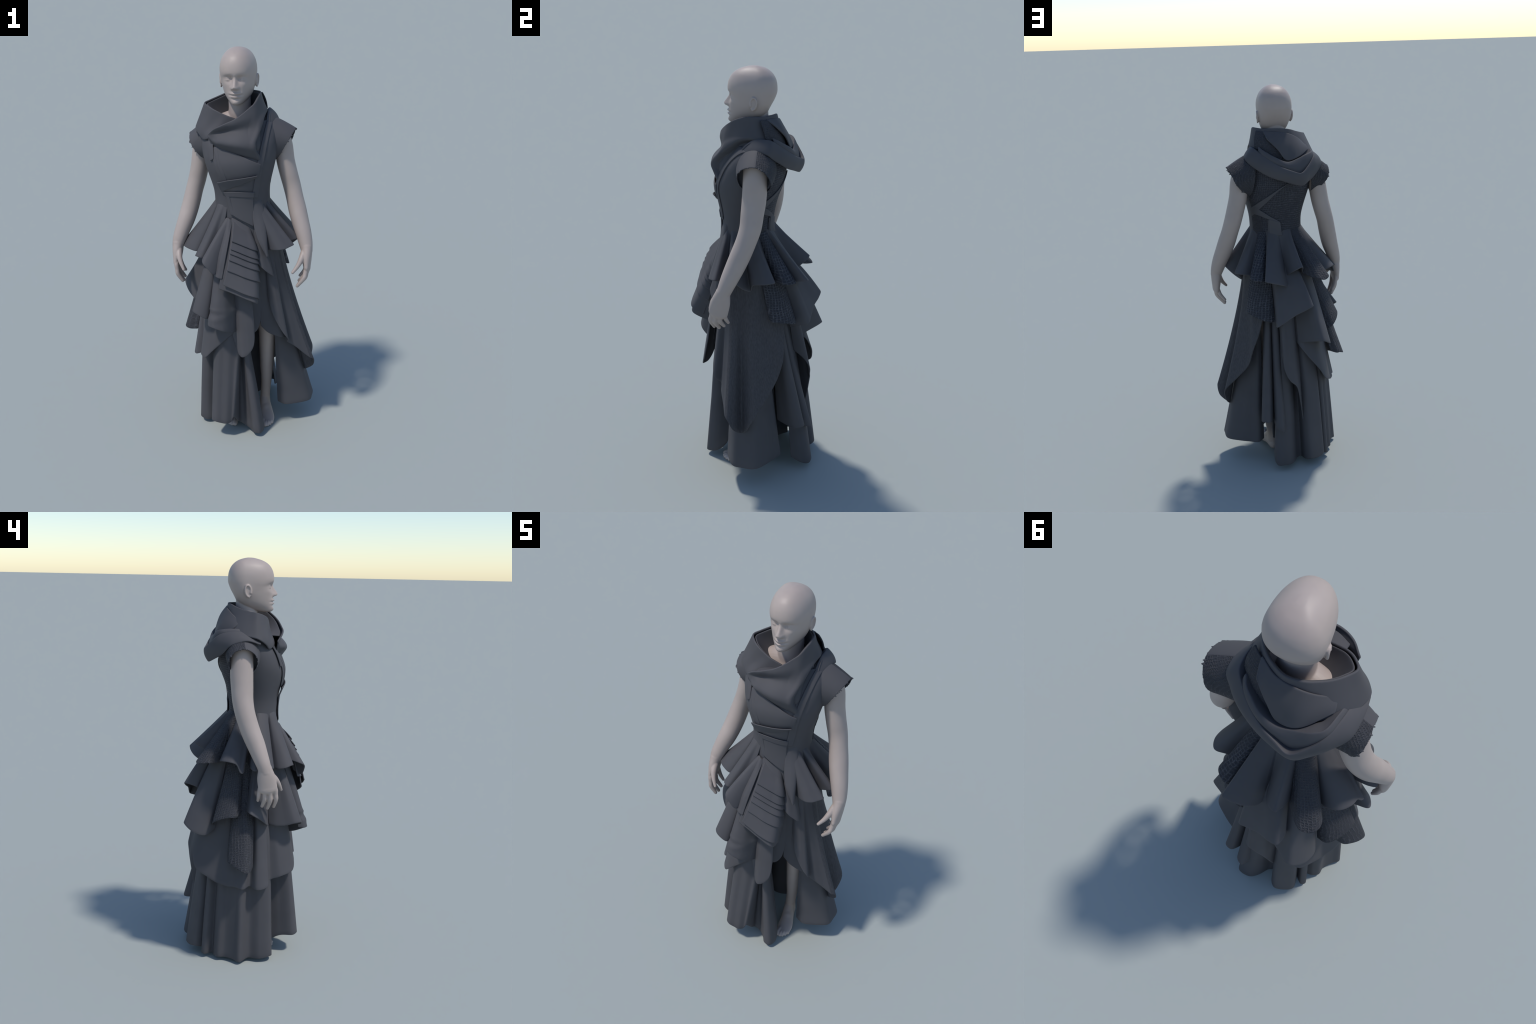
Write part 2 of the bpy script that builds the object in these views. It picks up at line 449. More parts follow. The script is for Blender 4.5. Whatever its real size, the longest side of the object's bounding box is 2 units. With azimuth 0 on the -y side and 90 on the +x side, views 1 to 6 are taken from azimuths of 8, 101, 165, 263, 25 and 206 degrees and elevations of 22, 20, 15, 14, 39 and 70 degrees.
# ---- legs and feet
def leg(side):
    if side > 0:
        ax = [(.095, -.02, 1.02), (.105, -.03, .80), (.116, -.03, .56), (.110, -.012, .42), (.104, .000, .31), (.096, .012, .19), (.085, .026, .09), (.084, .03, .055)]
        heel, ball, toes = (.083, .045, .03), (.108, -.085, .018), [(.087, -.150), (.105, -.152), (.118, -.146), (.130, -.134), (.139, -.119)]
    else:
        ax = [(-.07, -.02, 1.02), (-.08, -.03, .80), (-.09, -.04, .56), (-.092, -.02, .42), (-.09, -.008, .31), (-.082, .006, .19), (-.075, .010, .09), (-.074, .015, .055)]
        heel, ball, toes = (-.072, .04, .03), (-.088, -.088, .018), [(-.060, -.155), (-.077, -.155), (-.090, -.148), (-.102, -.136), (-.112, -.12)]
    r = [(.078, .085), (.068, .076), (.048, .052), (.042, .046), (.037, .042), (.0285, .032), (.027, .031), (.029, .036)]
    parts = [tube_mesh(ax, r, 32, (1, 0, 0), 60)]
    h, b = np.array(heel), np.array(ball)
    parts.append(tube_mesh([h, h*.6 + b*.4 + np.array([0, 0, .018]), b*.7 + h*.3 + np.array([0, 0, .008]), b, b + np.array([.002*side, -.025, -.004])],
                           [(.027, .027), (.030, .036), (.036, .025), (.040, .0175), (.036, .013)], 28, (1, 0, 0), 30))
    an = np.array(ax[-2])
    parts.append(tube_mesh([an + np.array([0, .004, .02]), an + np.array([.002*side, -.022, -.018]), b*.65 + h*.35 + np.array([0, 0, .014]), b + np.array([0, .01, .002])], [(.025, .026), (.028, .026), (.034, .020), (.036, .015)], 24, (1, 0, 0), 24))
    for i, (x, y) in enumerate(toes):
        rr = .0125 if i == 0 else .0090 - .0005 * i
        parts.append(tube_mesh([(x*.6 + b[0]*.4 + (x-b[0])*.25, b[1] - .018, .017), (x, y + .016, .0165), (x, y + .004, rr)],
                               [(rr*1.05, rr)] * 2 + [(rr, rr*.95)], 14, (1, 0, 0), 14))
    me = fuse(parts, .0027, 4, .5)
    co = np.empty(len(me.vertices)*3); me.vertices.foreach_get('co', co); co = co.reshape(-1, 3)
    co[:, 2] = np.maximum(co[:, 2], .0005 + .3*(co[:, 2]+.02)*(co[:, 2] < 0))
    me.vertices.foreach_set('co', co.ravel()); me.update()
    split_skin(me, [('leg', lambda c: c[:, 2] > .085), ('foot', lambda c: c[:, 2] > -1)], M_SKIN, ROOT)
leg(1); leg(-1)

# ================================================================== BODICE
#        z    centre-x half-width  front-y  back-y
TORSO = [(.80, .004, .215, -.185, .17), (.95, .004, .200, -.178, .150), (1.05, .006, .180, -.168, .125), (1.15, .010, .157, -.160, .102), (1.22, .012, .138, -.157, .085),
         (1.27, .013, .1335, -.157, .079), (1.32, .013, .136, -.162, .082), (1.36, .012, .144, -.169, .090), (1.40, .011, .155, -.178, .101),
         (1.44, .010, .166, -.186, .116), (1.48, .009, .176, -.185, .128), (1.52, .008, .183, -.171, .134), (1.56, .008, .186, -.152, .134),
         (1.60, .008, .182, -.125, .126), (1.64, .008, .160, -.098, .112), (1.68, .008, .115, -.075, .090), (1.72, .01, .070, -.058, .066)]
_T = catmull(np.array(TORSO), 1500); _T = _T[np.argsort(_T[:, 0])]
def torso_dims(z):
    return [np.interp(z, _T[:, 0], _T[:, k]) for k in (1, 2, 3, 4)]
def torso(az, z, off=0.0):
    cx, a, yf, yb = torso_dims(z); off = off - .005
    t = np.radians(az); s, c = np.sin(t), np.cos(t)
    n = 2.25
    sx = np.sign(s) * np.abs(s) ** (2 / n); cy = np.sign(c) * np.abs(c) ** (2 / n)
    yc = (yf + yb) / 2
    b = (yb - yf) / 2
    return np.stack([cx + (a + off) * sx, yc - (b + off) * cy, z * np.ones_like(s)], -1)
def front(x, z, off=0.0):
    """Point on the bodice front over (x, z), lifted off by off."""
    x, z = np.broadcast_arrays(np.asarray(x, float), np.asarray(z, float))
    cx, a, yf, yb = torso_dims(z); off = off - .003
    yc = (yf + yb) / 2; b = (yb - yf) / 2; n = 2.25
    q = np.clip(1 - np.abs((x - cx) / (a + off)) ** n, 0, 1) ** (1 / n)
    return np.stack([x, yc - (b + off) * q, z], -1)

def bodice_piece(name, az0, az1, z0, z1, mat, nu=90, nv=90, off=.004, thick=.006):
    az = np.linspace(az0, az1, nu); z = np.linspace(z1, z0, nv)
    A, Z = np.meshgrid(az, z, indexing='ij')
    P = torso(A, Z, off)
    return cloth(name, P, mat, ROOT, thick)

bodice = bodice_piece('bodice', -100, 112, 1.06, 1.655, M_WOOL, 150, 120)
bodice_piece('back_panel', 112, 260, 1.20, 1.655, M_GAUZE, 110, 110)

# ---- cap sleeves: armhole ring to frayed rim ring
def sleeve(side):
    if side > 0:
        hole = [(.135, .035, 1.675), (.148, -.035, 1.635), (.160, -.062, 1.56), (.168, -.03, 1.475), (.170, .025, 1.445), (.160, .085, 1.475), (.150, .118, 1.56), (.145, .095, 1.635)]
        rim = [(.276, .050, 1.600), (.266, -.008, 1.588), (.243, -.040, 1.553), (.205, -.030, 1.490), (.183, .024, 1.455), (.205, .085, 1.475), (.246, .114, 1.522), (.268, .092, 1.575)]
    else:
        hole = [(-.125, .035, 1.665), (-.142, -.03, 1.625), (-.158, -.055, 1.55), (-.165, -.03, 1.475), (-.165, .025, 1.445), (-.155, .085, 1.475), (-.145, .115, 1.56), (-.140, .095, 1.63)]
        rim = [(-.246, .030, 1.583), (-.244, -.008, 1.566), (-.231, -.030, 1.535), (-.198, -.025, 1.485), (-.178, .02, 1.452), (-.198, .085, 1.475), (-.236, .108, 1.525), (-.250, .078, 1.570)]
    n = 161
    H = catmull(hole, n, True); R = catmull(rim, n, True)
    v = np.linspace(0, 1, 40)[None, :, None]
    mid = (H + R) / 2 + np.array([side * .003, 0, .008]) * np.linspace(1, 1, n)[:, None] * np.clip((R[:, 2:] - 1.47) / .1, 0, 1)
    P = (1 - v) ** 2 * H[:, None] + 2 * v * (1 - v) * mid[:, None] + v * v * R[:, None]
    # frayed lip
    fr = np.random.default_rng(3 + side).normal(0, 1, n - 1); fr = np.r_[fr, fr[0]]
    P[:, -1] += (R - H) / np.linalg.norm(R - H, axis=1, keepdims=True) * (.0007 * fr)[:, None]
    c = P.mean((0, 1)); 
    # front half plain wool, back half gauze
    k0, k1 = int(.0 * n), int(.54 * n)
    A = P[k0:k1 + 1]; B = P[k1:]
    o1 = cloth('sleeve', A, M_WOOL, ROOT, .004, out=(side * .5, -.5, .4))
    o2 = cloth('sleeve', B, M_RIB, ROOT, .004, out=(side * .5, .5, .3))
    # threads hanging from the raw edge
    parts = []
    g = np.random.default_rng(11 + side)
    d = (R - H) / np.linalg.norm(R - H, axis=1, keepdims=True)
    for i in g.integers(0, n - 1, 18):
        p = R[i]
        q = p + d[i] * g.uniform(.002, .006) + g.normal(0, .0015, 3)
        parts.append(tube_mesh([p - d[i]*.003, (p + q) / 2, q], [(.0034, .0034), (.0028, .0028), (.0018, .0018)], 6, (.3, .5, .8), 5))
    V, F = join_meshes(parts)
    th = new_obj('frayed_edge', V, F, M_WOOL, o1); th['kind'] = 'stuff'
sleeve(1); sleeve(-1)

# ---- panels laid on the bodice front: rows of (x, z) for upper and lower edge
def overlay(name, top, bot, off_top, off_bot, mat=None, nu=60, nv=30, thick=.005, parent=None):
    a = catmull(np.array(top), nu); b = catmull(np.array(bot), nu)
    v = np.linspace(0, 1, nv)
    X = a[:, None, 0] * (1 - v) + b[:, None, 0] * v
    Z = a[:, None, 1] * (1 - v) + b[:, None, 1] * v
    O = off_top * (1 - v) + off_bot * v
    P = front(X, Z, 0.0)
    P2 = front(X, Z, .004 + O[None, :] * np.ones_like(X))
    return cloth(name, P2, mat or M_WOOL, parent or bodice, thick, out=(0, -1, 0))

overlay('chest_panel', [(-.078, 1.555), (-.023, 1.537), (.029, 1.519), (.077, 1.497), (.127, 1.472)], [(-.052, 1.388), (.0, 1.39), (.06, 1.40), (.112, 1.405)], .009, .005)
overlay('chest_flap', [(-.085, 1.383), (-.032, 1.399), (.015, 1.407), (.062, 1.414), (.111, 1.420)], [(-.070, 1.338), (-.009, 1.364), (.039, 1.382), (.105, 1.412)], .018, .009)
overlay('waistband', [(-.058, 1.332), (-.005, 1.336), (.041, 1.334), (.090, 1.331)], [(-.048, 1.312), (-.002, 1.314), (.039, 1.311), (.086, 1.307)], .007, .007)
overlay('chest_strip', [(-.098, 1.548), (-.080, 1.556)], [(-.052, 1.391), (-.036, 1.391)], .006, .008, nu=16, nv=50)
overlay('chest_strip', [(-.106, 1.515), (-.098, 1.54)], [(-.070, 1.388), (-.054, 1.390)], .004, .006, nu=16, nv=50)
overlay('chest_strip', [(-.128, 1.60), (-.105, 1.585)], [(-.116, 1.49), (-.100, 1.50)], .010, .007, nu=16, nv=40)
overlay('front_panel', [(-.030, 1.312), (.02, 1.312), (.082, 1.308)], [(-.014, 1.217), (.016, 1.199), (.047, 1.182), (.080, 1.163)], .004, .010)
overlay('front_strip', [(-.046, 1.312), (-.032, 1.312)], [(-.028, 1.222), (-.010, 1.216)], .007, .009, nu=16, nv=40)
# long lapel that runs from the left shoulder to the waist
overlay('lapel', [(.148, 1.655), (.172, 1.66)], [(.080, 1.305), (.104, 1.302)], .0035, .0035, nu=16, nv=80)

# ---- back straps
def back_overlay(name, top, bot, off, mat, nu=50, nv=24, thick=.005):
    a = catmull(np.array(top, float), nu); b = catmull(np.array(bot, float), nu)
    v = np.linspace(0, 1, nv)
    A = a[:, None, 0] * (1 - v) + b[:, None, 0] * v
    Z = a[:, None, 1] * (1 - v) + b[:, None, 1] * v
    return cloth(name, torso(A, Z, off), mat, ROOT, thick)
back_overlay('back_strap', [(188, 1.52), (160, 1.455), (132, 1.405), (110, 1.375)], [(178, 1.49), (153, 1.415), (128, 1.362), (110, 1.335)], .010, M_WOOL)
back_overlay('back_strap', [(128, 1.385), (145, 1.36), (160, 1.335), (176, 1.31)], [(122, 1.35), (140, 1.34), (158, 1.322), (173, 1.300)], .011, M_WOOL)
back_overlay('back_tab', [(157, 1.322), (178, 1.305)], [(157, 1.245), (180, 1.235)], .013, M_WOOL)
back_overlay('back_tab', [(154, 1.318), (159, 1.318)], [(154, 1.25), (158, 1.25)], .010, M_WOOL)
back_overlay('side_panel', [(108, 1.37), (122, 1.35), (138, 1.335)], [(108, 1.24), (122, 1.24), (138, 1.24)], .008, M_RIB)

# ================================================================== COWL AND HOOD
def loft(name, A, B, bulge, mat, n=200, nv=40, thick=.007, up=0.0, prof=None, parent=ROOT, ctr=(.01, 0)):
    """Sheet from curve A to curve B, swelling outward by bulge."""
    S = catmull(np.hstack([np.array(A, float), np.array(B, float), np.array(bulge, float)[:, None]]), n)
    a, b, g = S[:, :3], S[:, 3:6], S[:, 6]
    v = np.linspace(0, 1, nv)
    P = a[:, None] * (1 - v)[None, :, None] + b[:, None] * v[None, :, None]
    o = (a + b) / 2 - np.array([ctr[0], ctr[1], 0]); o[:, 2] = 0
    o /= np.linalg.norm(o, axis=1, keepdims=True)
    o[:, 2] = up
    w = np.sin(np.pi * v) if prof is None else prof(v)
    P = P + o[:, None] * (g[:, None] * w[None])[:, :, None]
    return cloth(name, P, mat, parent, thick), P

RIM = [(-.122, -.140, 1.612), (-.090, -.162, 1.640), (-.048, -.170, 1.660), (-.020, -.168, 1.672), (.008, -.166, 1.684), (.032, -.160, 1.699), (.055, -.149, 1.715),
       (.077, -.132, 1.732), (.097, -.113, 1.748), (.110, -.082, 1.768), (.118, -.036, 1.784), (.112, .005, 1.785), (.090, .040, 1.783), (.058, .066, 1.783), (.005, .088, 1.783),
       (-.045, .077, 1.776), (-.080, .054, 1.764), (-.108, .030, 1.755), (-.135, -.003, 1.747), (-.152, -.036, 1.741), (-.130, -.068, 1.730), (-.104, -.086, 1.719), (-.070, -.097, 1.704), (-.035, -.103, 1.690), (.015, -.10, 1.672)]
BASE = [(-.120, -.140, 1.600), (-.092, -.136, 1.567), (-.060, -.150, 1.554), (-.035, -.160, 1.548), (-.005, -.166, 1.541), (.025, -.170, 1.533), (.055, -.170, 1.525),
        (.090, -.165, 1.516), (.122, -.152, 1.508), (.140, -.115, 1.540), (.148, -.060, 1.610), (.146, .000, 1.670), (.128, .060, 1.675), (.098, .100, 1.660), (.020, .130, 1.625),
        (-.060, .125, 1.625), (-.112, .105, 1.635), (-.152, .075, 1.640), (-.184, .030, 1.640), (-.200, -.020, 1.632), (-.196, -.052, 1.618), (-.178, -.076, 1.600), (-.155, -.094, 1.580), (-.120, -.118, 1.590), (-.07, -.125, 1.60)]
BUL = [.002, .014, .030,   .030, .034, .035, .034, .031, .024, .012, .008, .004, .004, .004, .006, .006, .004, .002, .000, .000, .002, .006, .008, .006, .002]
def cowl_prof(v):
    return np.sin(np.pi * v ** 2.9)
# cowl with drape folds across the front fall
S = catmull(np.hstack([RIM, BASE, np.array(BUL)[:, None]]), 320)
a, b, g = S[:, :3], S[:, 3:6], S[:, 6]
v = np.linspace(0, 1, 64)
P = a[:, None] * (1 - v)[None, :, None] + b[:, None] * v[None, :, None]
o = (a + b) / 2 - np.array([.01, -.01, 0]); o[:, 2] = 0; o /= np.linalg.norm(o, axis=1, keepdims=True); o[:, 2] = .15
P = P + o[:, None] * (g[:, None] * cowl_prof(v)[None])[:, :, None]
# one soft valley under the rolled rim, dying out towards the left shoulder
x = P[:, :, 0]; fr = (np.arange(320)[:, None] < 150)
vc = .36 + .10 * np.clip((x - .0) / .1, -1, 1)
amp = np.clip((x + .11) / .05, 0, 1) * np.clip((.115 - x) / .04, 0, 1) * fr
vv = v[None] * np.ones((320, 1))
P += o[:, None] * (amp * (-.011 * np.exp(-.5 * ((vv - vc) / .10) ** 2) + .004 * np.exp(-.5 * ((vv - vc + .27) / .09) ** 2)))[:, :, None]
# the fall's left edge turns back into a dark pocket beside the lapel
xl = np.interp(P[:, :, 2], [1.50, 1.546, 1.578, 1.632, 1.68, 1.72], [.124, .104, .102, .122, .134, .150])
dd = np.clip((x - xl) / .014, 0, 1); dd = dd * dd * (3 - 2 * dd)
dd *= fr * np.clip((P[:, :, 2] - 1.508) / .02, 0, 1) * np.clip((1.715 - P[:, :, 2]) / .03, 0, 1)
P += o[:, None] * (-.026 * dd + .004 * np.exp(-.5 * ((x - xl + .006) / .008) ** 2) * fr * np.clip((1.70 - P[:, :, 2]) / .03, 0, 1))[:, :, None]
# curl the fall's lower edge under
curl = np.clip((vv - .88) / .12, 0, 1) ** 2 * fr
P[:, :, 2] -= .014 * curl
cowl = cloth('cowl', P, M_WOOL, ROOT, .008)

LIN = [(x * .93 + .001, y * .93, z - .006) for x, y, z in RIM[1:]]
LOW = [(HX + .075 * math.sin(math.radians(a)), .004 - .072 * math.cos(math.radians(a)), 1.640) for a in np.linspace(-60, 345, len(LIN))]
loft('cowl_lining', LIN, LOW, [.006] * len(LIN), M_WOOL, 200, 24, .005)
# inner pocket of the cowl where it folds back at the left shoulder
loft('cowl_fold', [(.124, -.150, 1.508), (.150, -.105, 1.55), (.158, -.055, 1.62), (.156, -.008, 1.675), (.152, .025, 1.686)],
     [(.112, -.150, 1.53), (.130, -.110, 1.56), (.138, -.065, 1.615), (.134, -.015, 1.665), (.130, .02, 1.675)], [.0, .002, .004, .002, 0], M_WOOL, 80, 20, .006)

# lower hood band: left shoulder, round the back to a low point, up to the right shoulder
TOP = [(0.140, -0.075, 1.600), (0.146, -0.030, 1.660), (0.148, 0.015, 1.690), (0.150, 0.055, 1.694), (0.145, 0.090, 1.690), (0.121, 0.119, 1.668), (0.082, 0.152, 1.636), (0.036, 0.178, 1.606),
       (-0.016, 0.195, 1.584), (-0.066, 0.208, 1.570), (-0.112, 0.182, 1.602), (-0.148, 0.144, 1.638), (-0.167, 0.081, 1.655), (-0.172, 0.020, 1.650), (-0.160, -0.040, 1.625)]
BOT = [(0.152, -0.090, 1.570), (0.164, -0.040, 1.620), (0.176, 0.010, 1.650), (0.186, 0.050, 1.650), (0.187, 0.086, 1.638), (0.168, 0.107, 1.616), (0.133, 0.136, 1.588), (0.087, 0.158, 1.560),
       (0.034, 0.177, 1.540), (-0.064, 0.191, 1.511), (-0.116, 0.166, 1.527), (-0.166, 0.129, 1.556), (-0.205, 0.091, 1.598), (-0.210, 0.020, 1.618), (-0.200, -0.045, 1.602)]
BG = [.002, .002, .003, .005, .007, .009, .010, .010, .009, .008, .010, .010, .008, .006, .002]
def band_prof(v):
    return np.sin(np.pi * np.clip(v, 0, 1)) ** .8
loft('hood_band', TOP, BOT, BG, M_WOOL, 220, 36, .007, .1, band_prof)
hood_in = [(.9 * x + .0012, .78 * y, z - .012) for x, y, z in TOP]
loft('hood_band', [(x, y, z + .001) for x, y, z in TOP], hood_in, [0] * len(TOP), M_WOOL, 220, 14, .006)
# middle fold
TOP2 = [(0.120, 0.095, 1.698), (0.107, 0.118, 1.684), (0.087, 0.134, 1.670), (0.047, 0.159, 1.646), (-0.008, 0.167, 1.624), (-0.070, 0.160, 1.640), (-0.108, 0.153, 1.654), (-0.138, 0.134, 1.662), (-0.154, 0.076, 1.668), (-0.160, 0.020, 1.662)]
BOT2 = [(0.124, 0.107, 1.668), (0.112, 0.121, 1.656), (0.090, 0.140, 1.634), (0.046, 0.163, 1.604), (-0.010, 0.177, 1.582), (-0.068, 0.183, 1.566), (-0.114, 0.166, 1.598), (-0.149, 0.130, 1.634), (-0.166, 0.070, 1.646), (-0.175, 0.020, 1.640)]
BG2 = [.002, .004, .006, .007, .007, .007, .006, .005, .003, .002]
loft('hood_fold', TOP2, BOT2, BG2, M_WOOL, 160, 30, .007, .2, band_prof)
loft('hood_fold', TOP2, [(.9 * x + .001, .8 * y, z - .01) for x, y, z in TOP2], [0] * len(TOP2), M_WOOL, 160, 14, .006)
# upper back fold and its gauze window
TOP3 = [(0.085, 0.062, 1.772), (0.031, 0.093, 1.768), (-0.031, 0.097, 1.758), (-0.081, 0.081, 1.735), (-0.130, 0.045, 1.700)]
BOT3 = [(0.079, 0.109, 1.738), (0.036, 0.138, 1.690), (-0.006, 0.154, 1.636), (-0.069, 0.149, 1.648), (-0.140, 0.076, 1.672)]
loft('hood_fold', TOP3, BOT3, [.002, .006, .007, .006, .002], M_WOOL, 120, 40, .007, .3)
TOP4 = [(.118, .040, 1.775), (.094, .060, 1.770), (.058, .078, 1.765), (.020, .096, 1.745)]
BOT4 = [(.136, .070, 1.695), (.112, .095, 1.684), (.076, .118, 1.662), (.010, .138, 1.632)]
loft('hood_window', TOP4, BOT4, [.005, .007, .007, .005], M_GAUZE2, 80, 40, .006, .3)

# ================================================================== SKIRT LAYERS
def drape(name, hem, ztop, mat, parent=ROOT, off=.006, pf=1.0, pg=.8, nu=260, nv=46, thick=.006, sig=.055, topaz=None, waves=0.0, seed=1, hang=None, raw=False):
    """Cloth hung from the torso at ztop down to a hem given as (azimuth, radius, height);
    the mean flare follows v**pf and the folds open as v**pg."""
    if topaz is None and len(hem[0]) == 4:
        topaz = [h[3] for h in hem]
    hem = np.array([h[:3] for h in hem], float)
    azt = hem[:, 0].copy() if topaz is None else np.interp(np.linspace(0, 1, len(hem)), np.linspace(0, 1, len(topaz)), topaz)
    if np.isscalar(ztop): ztop = [ztop]
    zt = np.interp(np.linspace(0, 1, len(hem)), np.linspace(0, 1, len(ztop)), ztop)
    C = np.array([polar(*h) + (a, t) for h, a, t in zip(hem, azt, zt)])
    S = catmull(C, nu)
    H = S[:, :3]
    az = S[:, 3:4]
    if topaz is None:
        az = blur(az, max(2, nu * .03))
    T = torso(az[:, 0], S[:, 4], off)
    M = blur(H[:, :2], max(2, nu * sig))
    dev = H[:, :2] - M
    v = np.linspace(0, 1, nv)
    pfu = np.interp(np.linspace(0, 1, nu), np.linspace(0, 1, len(np.atleast_1d(pf))), np.atleast_1d(pf))
    f = v[None, :] ** pfu[:, None]; g = v ** pg
    P = np.zeros((nu, nv, 3))
    P[:, :, :2] = T[:, None, :2] + (M - T[:, :2])[:, None] * f[:, :, None] + dev[:, None] * g[None, :, None]
    P[:, :, 2] = T[:, None, 2] + (H[:, 2] - T[:, 2])[:, None] * v[None]
    if hang:
        hang(P, v, az)
    if waves:
        U, W = np.meshgrid(np.linspace(0, 1, nu), v, indexing='ij')
        n = P[:, :, :2] / np.linalg.norm(P[:, :, :2], axis=2, keepdims=True)
        P[:, :, :2] += n * (waves * noise_waves(U * 6, W * 1.2, seed) * W)[:, :, None]
    return cloth(name, P, mat, parent, thick)

# ---- underskirt, left panel and right wrap
drape('underskirt', [(64, .19, .128), (65, .232, .121), (74, .287, .12), (83, .341, .12), (90, .346, .12), (101, .350, .12), (112, .308, .12), (121, .278, .12), (130, .255, .12), (131, .215, .125)],
      1.10, M_WOOL, pf=1.4, pg=.7, topaz=[66, 80, 95, 112, 128], sig=.03, off=.0)
drape('underskirt', [(150, .24, .06, 178), (154, .290, .040, 179), (158, .318, .034, 180), (163, .318, .036, 181), (169, .305, .034, 182), (174, .275, .032, 184), (180, .232, .03, 186), (186, .225, .03, 188), (188, .275, .035, 190),
                     (192, .304, .045, 193), (201, .306, .045, 201), (208, .298, .05, 208), (211, .262, .04, 212), (213, .24, .03, 214), (216, .277, .025, 217), (220, .277, .02, 221), (224, .236, .02, 225), (230, .252, .02, 230),
                     (236, .260, .02, 236), (243, .246, .02, 243), (254, .257, .02, 254), (261, .276, .014, 261), (272, .238, .02, 271), (284, .264, .02, 282), (295, .276, .03, 292), (301, .252, .022, 298), (304, .215, .03, 303), (312, .185, .06, 310),
                     (321, .235, .095, 320), (327, .298, .101, 328), (333, .306, .104, 335), (338, .294, .097, 344), (343, .286, .095, 353), (347, .268, .10, 362), (350, .264, .13, 372),
                     (352, .225, .085, 368), (353, .19, .055, 358), (360, .182, .035, 352), (370, .214, .028, 347), (374, .248, .026, 344), (380, .258, .024, 341), (386, .237, .028, 338), (389, .212, .035, 336), (390, .185, .05, 335), (390, .160, .075, 335), (389, .142, .13, 336)],
      1.10, M_WOOL, pf=[.95, .9, .5, .6, .8, .9, .9, .85], pg=.5, nu=560, sig=.03, off=.0)

# ---- back gores between the two underskirts
drape('back_gore', [(138, .185, .272), (139, .23, .272), (141, .300, .276), (145, .325, .285), (150, .316, .281), (152, .225, .272), (154, .28, .262), (158, .315, .25), (163, .318, .232), (166, .265, .235), (168, .20, .24)],
      1.08, M_WOOL, pf=1.25, pg=.8, nu=180, topaz=[139, 168], sig=.08, off=.0)
# dark cloth behind the gores
drape('lining_panel', [(140, .16, .11), (153, .115, .08), (167, .092, .07), (200, .092, .065), (212, .13, .06), (214, .18, .06)], 1.08, M_WOOL, nu=90, topaz=[140, 215], off=-.02, pf=.7)

# ---- middle layer
drape('overskirt', [(163, .21, .64), (165, .262, .60), (167, .288, .553), (172, .282, .50), (179, .275, .462), (184, .262, .36), (188, .245, .25)],
      1.06, M_WOOL, pf=.7, pg=.7, nu=120, topaz=[162, 186], off=.006)
drape('overskirt', [(184, .19, .70), (187, .24, .668), (195, .270, .61), (205, .294, .54), (212, .300, .483), (224, .280, .45), (236, .268, .425), (248, .266, .415), (255, .264, .414), (264, .274, .406),
                    (272, .245, .412), (279, .280, .402), (290, .278, .410), (297, .245, .43), (308, .276, .45), (322, .295, .466), (330, .282, .51), (340, .252, .56), (352, .226, .606)],
      1.06, M_WOOL, pf=[.9, 1.0, 1.3, 1.3, 1.2, 1.0], pg=.5, nu=360, off=.002, sig=.04)
drape('front_fall', [(350, .225, .60), (356, .236, .535), (360, .256, .50), (364, .272, .495), (370, .272, .51), (376, .264, .549), (378, .250, .62), (377, .235, .72)],
      1.06, M_WOOL, pf=.8, nu=160, topaz=[345, 372], off=.01, sig=.05)
drape('inner_fall', [(358, .215, .64), (366, .212, .61), (381, .193, .592), (389, .185, .615), (394, .182, .68), (395, .180, .78)], 1.06, M_WOOL, nu=100, topaz=[355, 390], off=.004)
drape('inner_fall', [(34, .178, .615), (42, .195, .58), (48, .212, .563), (56, .245, .548), (66, .25, .53)], 1.06, M_WOOL, nu=100, topaz=[26, 62], off=.004)

# ---- left overskirt: wide side panel of ribbed weave with a plain front
drape('side_overskirt', [(44, .205, .78), (46, .235, .68), (52, .272, .59), (57, .286, .545), (62, .264, .515), (67, .292, .486), (74, .330, .43), (77, .356, .400)],
      1.06, M_WOOL, pf=[1.0, 1.35], pg=.8, nu=140, topaz=[40, 70], off=.014, sig=.06)
drape('side_overskirt', [(77, .356, .400), (80, .368, .385), (84, .360, .335), (89, .312, .294), (93, .330, .315), (97, .348, .365), (101, .352, .405), (112, .306, .49), (123, .276, .565), (129, .272, .645), (134, .245, .73), (138, .222, .82)],
      1.06, M_WEAVE, pf=[1.35, 1.3, 1.4, 1.7], pg=1.0, nu=220, topaz=[70, 132], off=.014, sig=.05)

# ---- second tier
drape('tier_gauze', [(117, .236, .862), (119, .254, .855), (130, .268, .845), (140, .266, .83), (150, .250, .815), (155, .232, .812)], 1.12, M_GAUZE, pf=.75, nu=140, topaz=[112, 152], off=.006)
drape('tier_fold', [(156, .200, .775), (158, .245, .79), (161, .287, .803), (168, .285, .825), (180, .286, .862), (188, .304, .885), (195, .314, .904), (199, .262, .885), (196, .225, .84)], 1.12, M_WOOL, pf=.72, pg=.5, nu=180, topaz=[152, 196], off=.012)
drape('tier_fold', [(186, .23, .69), (193, .268, .70), (199, .315, .711), (203, .338, .713), (209, .335, .695), (216, .318, .675), (223, .285, .667), (226, .235, .69)], 1.12, M_WOOL, pf=.8, pg=.5, nu=180, topaz=[186, 222], off=.009)
drape('tier_gauze', [(228, .250, .715), (232, .285, .737), (240, .297, .762), (250, .299, .78), (256, .294, .783), (259, .262, .785), (260, .215, .79)], 1.12, M_GAUZE2, pf=1.05, nu=140, topaz=[224, 258], off=.006)
drape('tier_gauze', [(247, .262, .565), (250, .295, .55), (255, .315, .543), (261, .332, .527), (266, .338, .515), (270, .315, .512), (274, .265, .52)], 1.08, M_GAUZE2, pf=1.1, nu=120, topaz=[240, 272], off=.006)
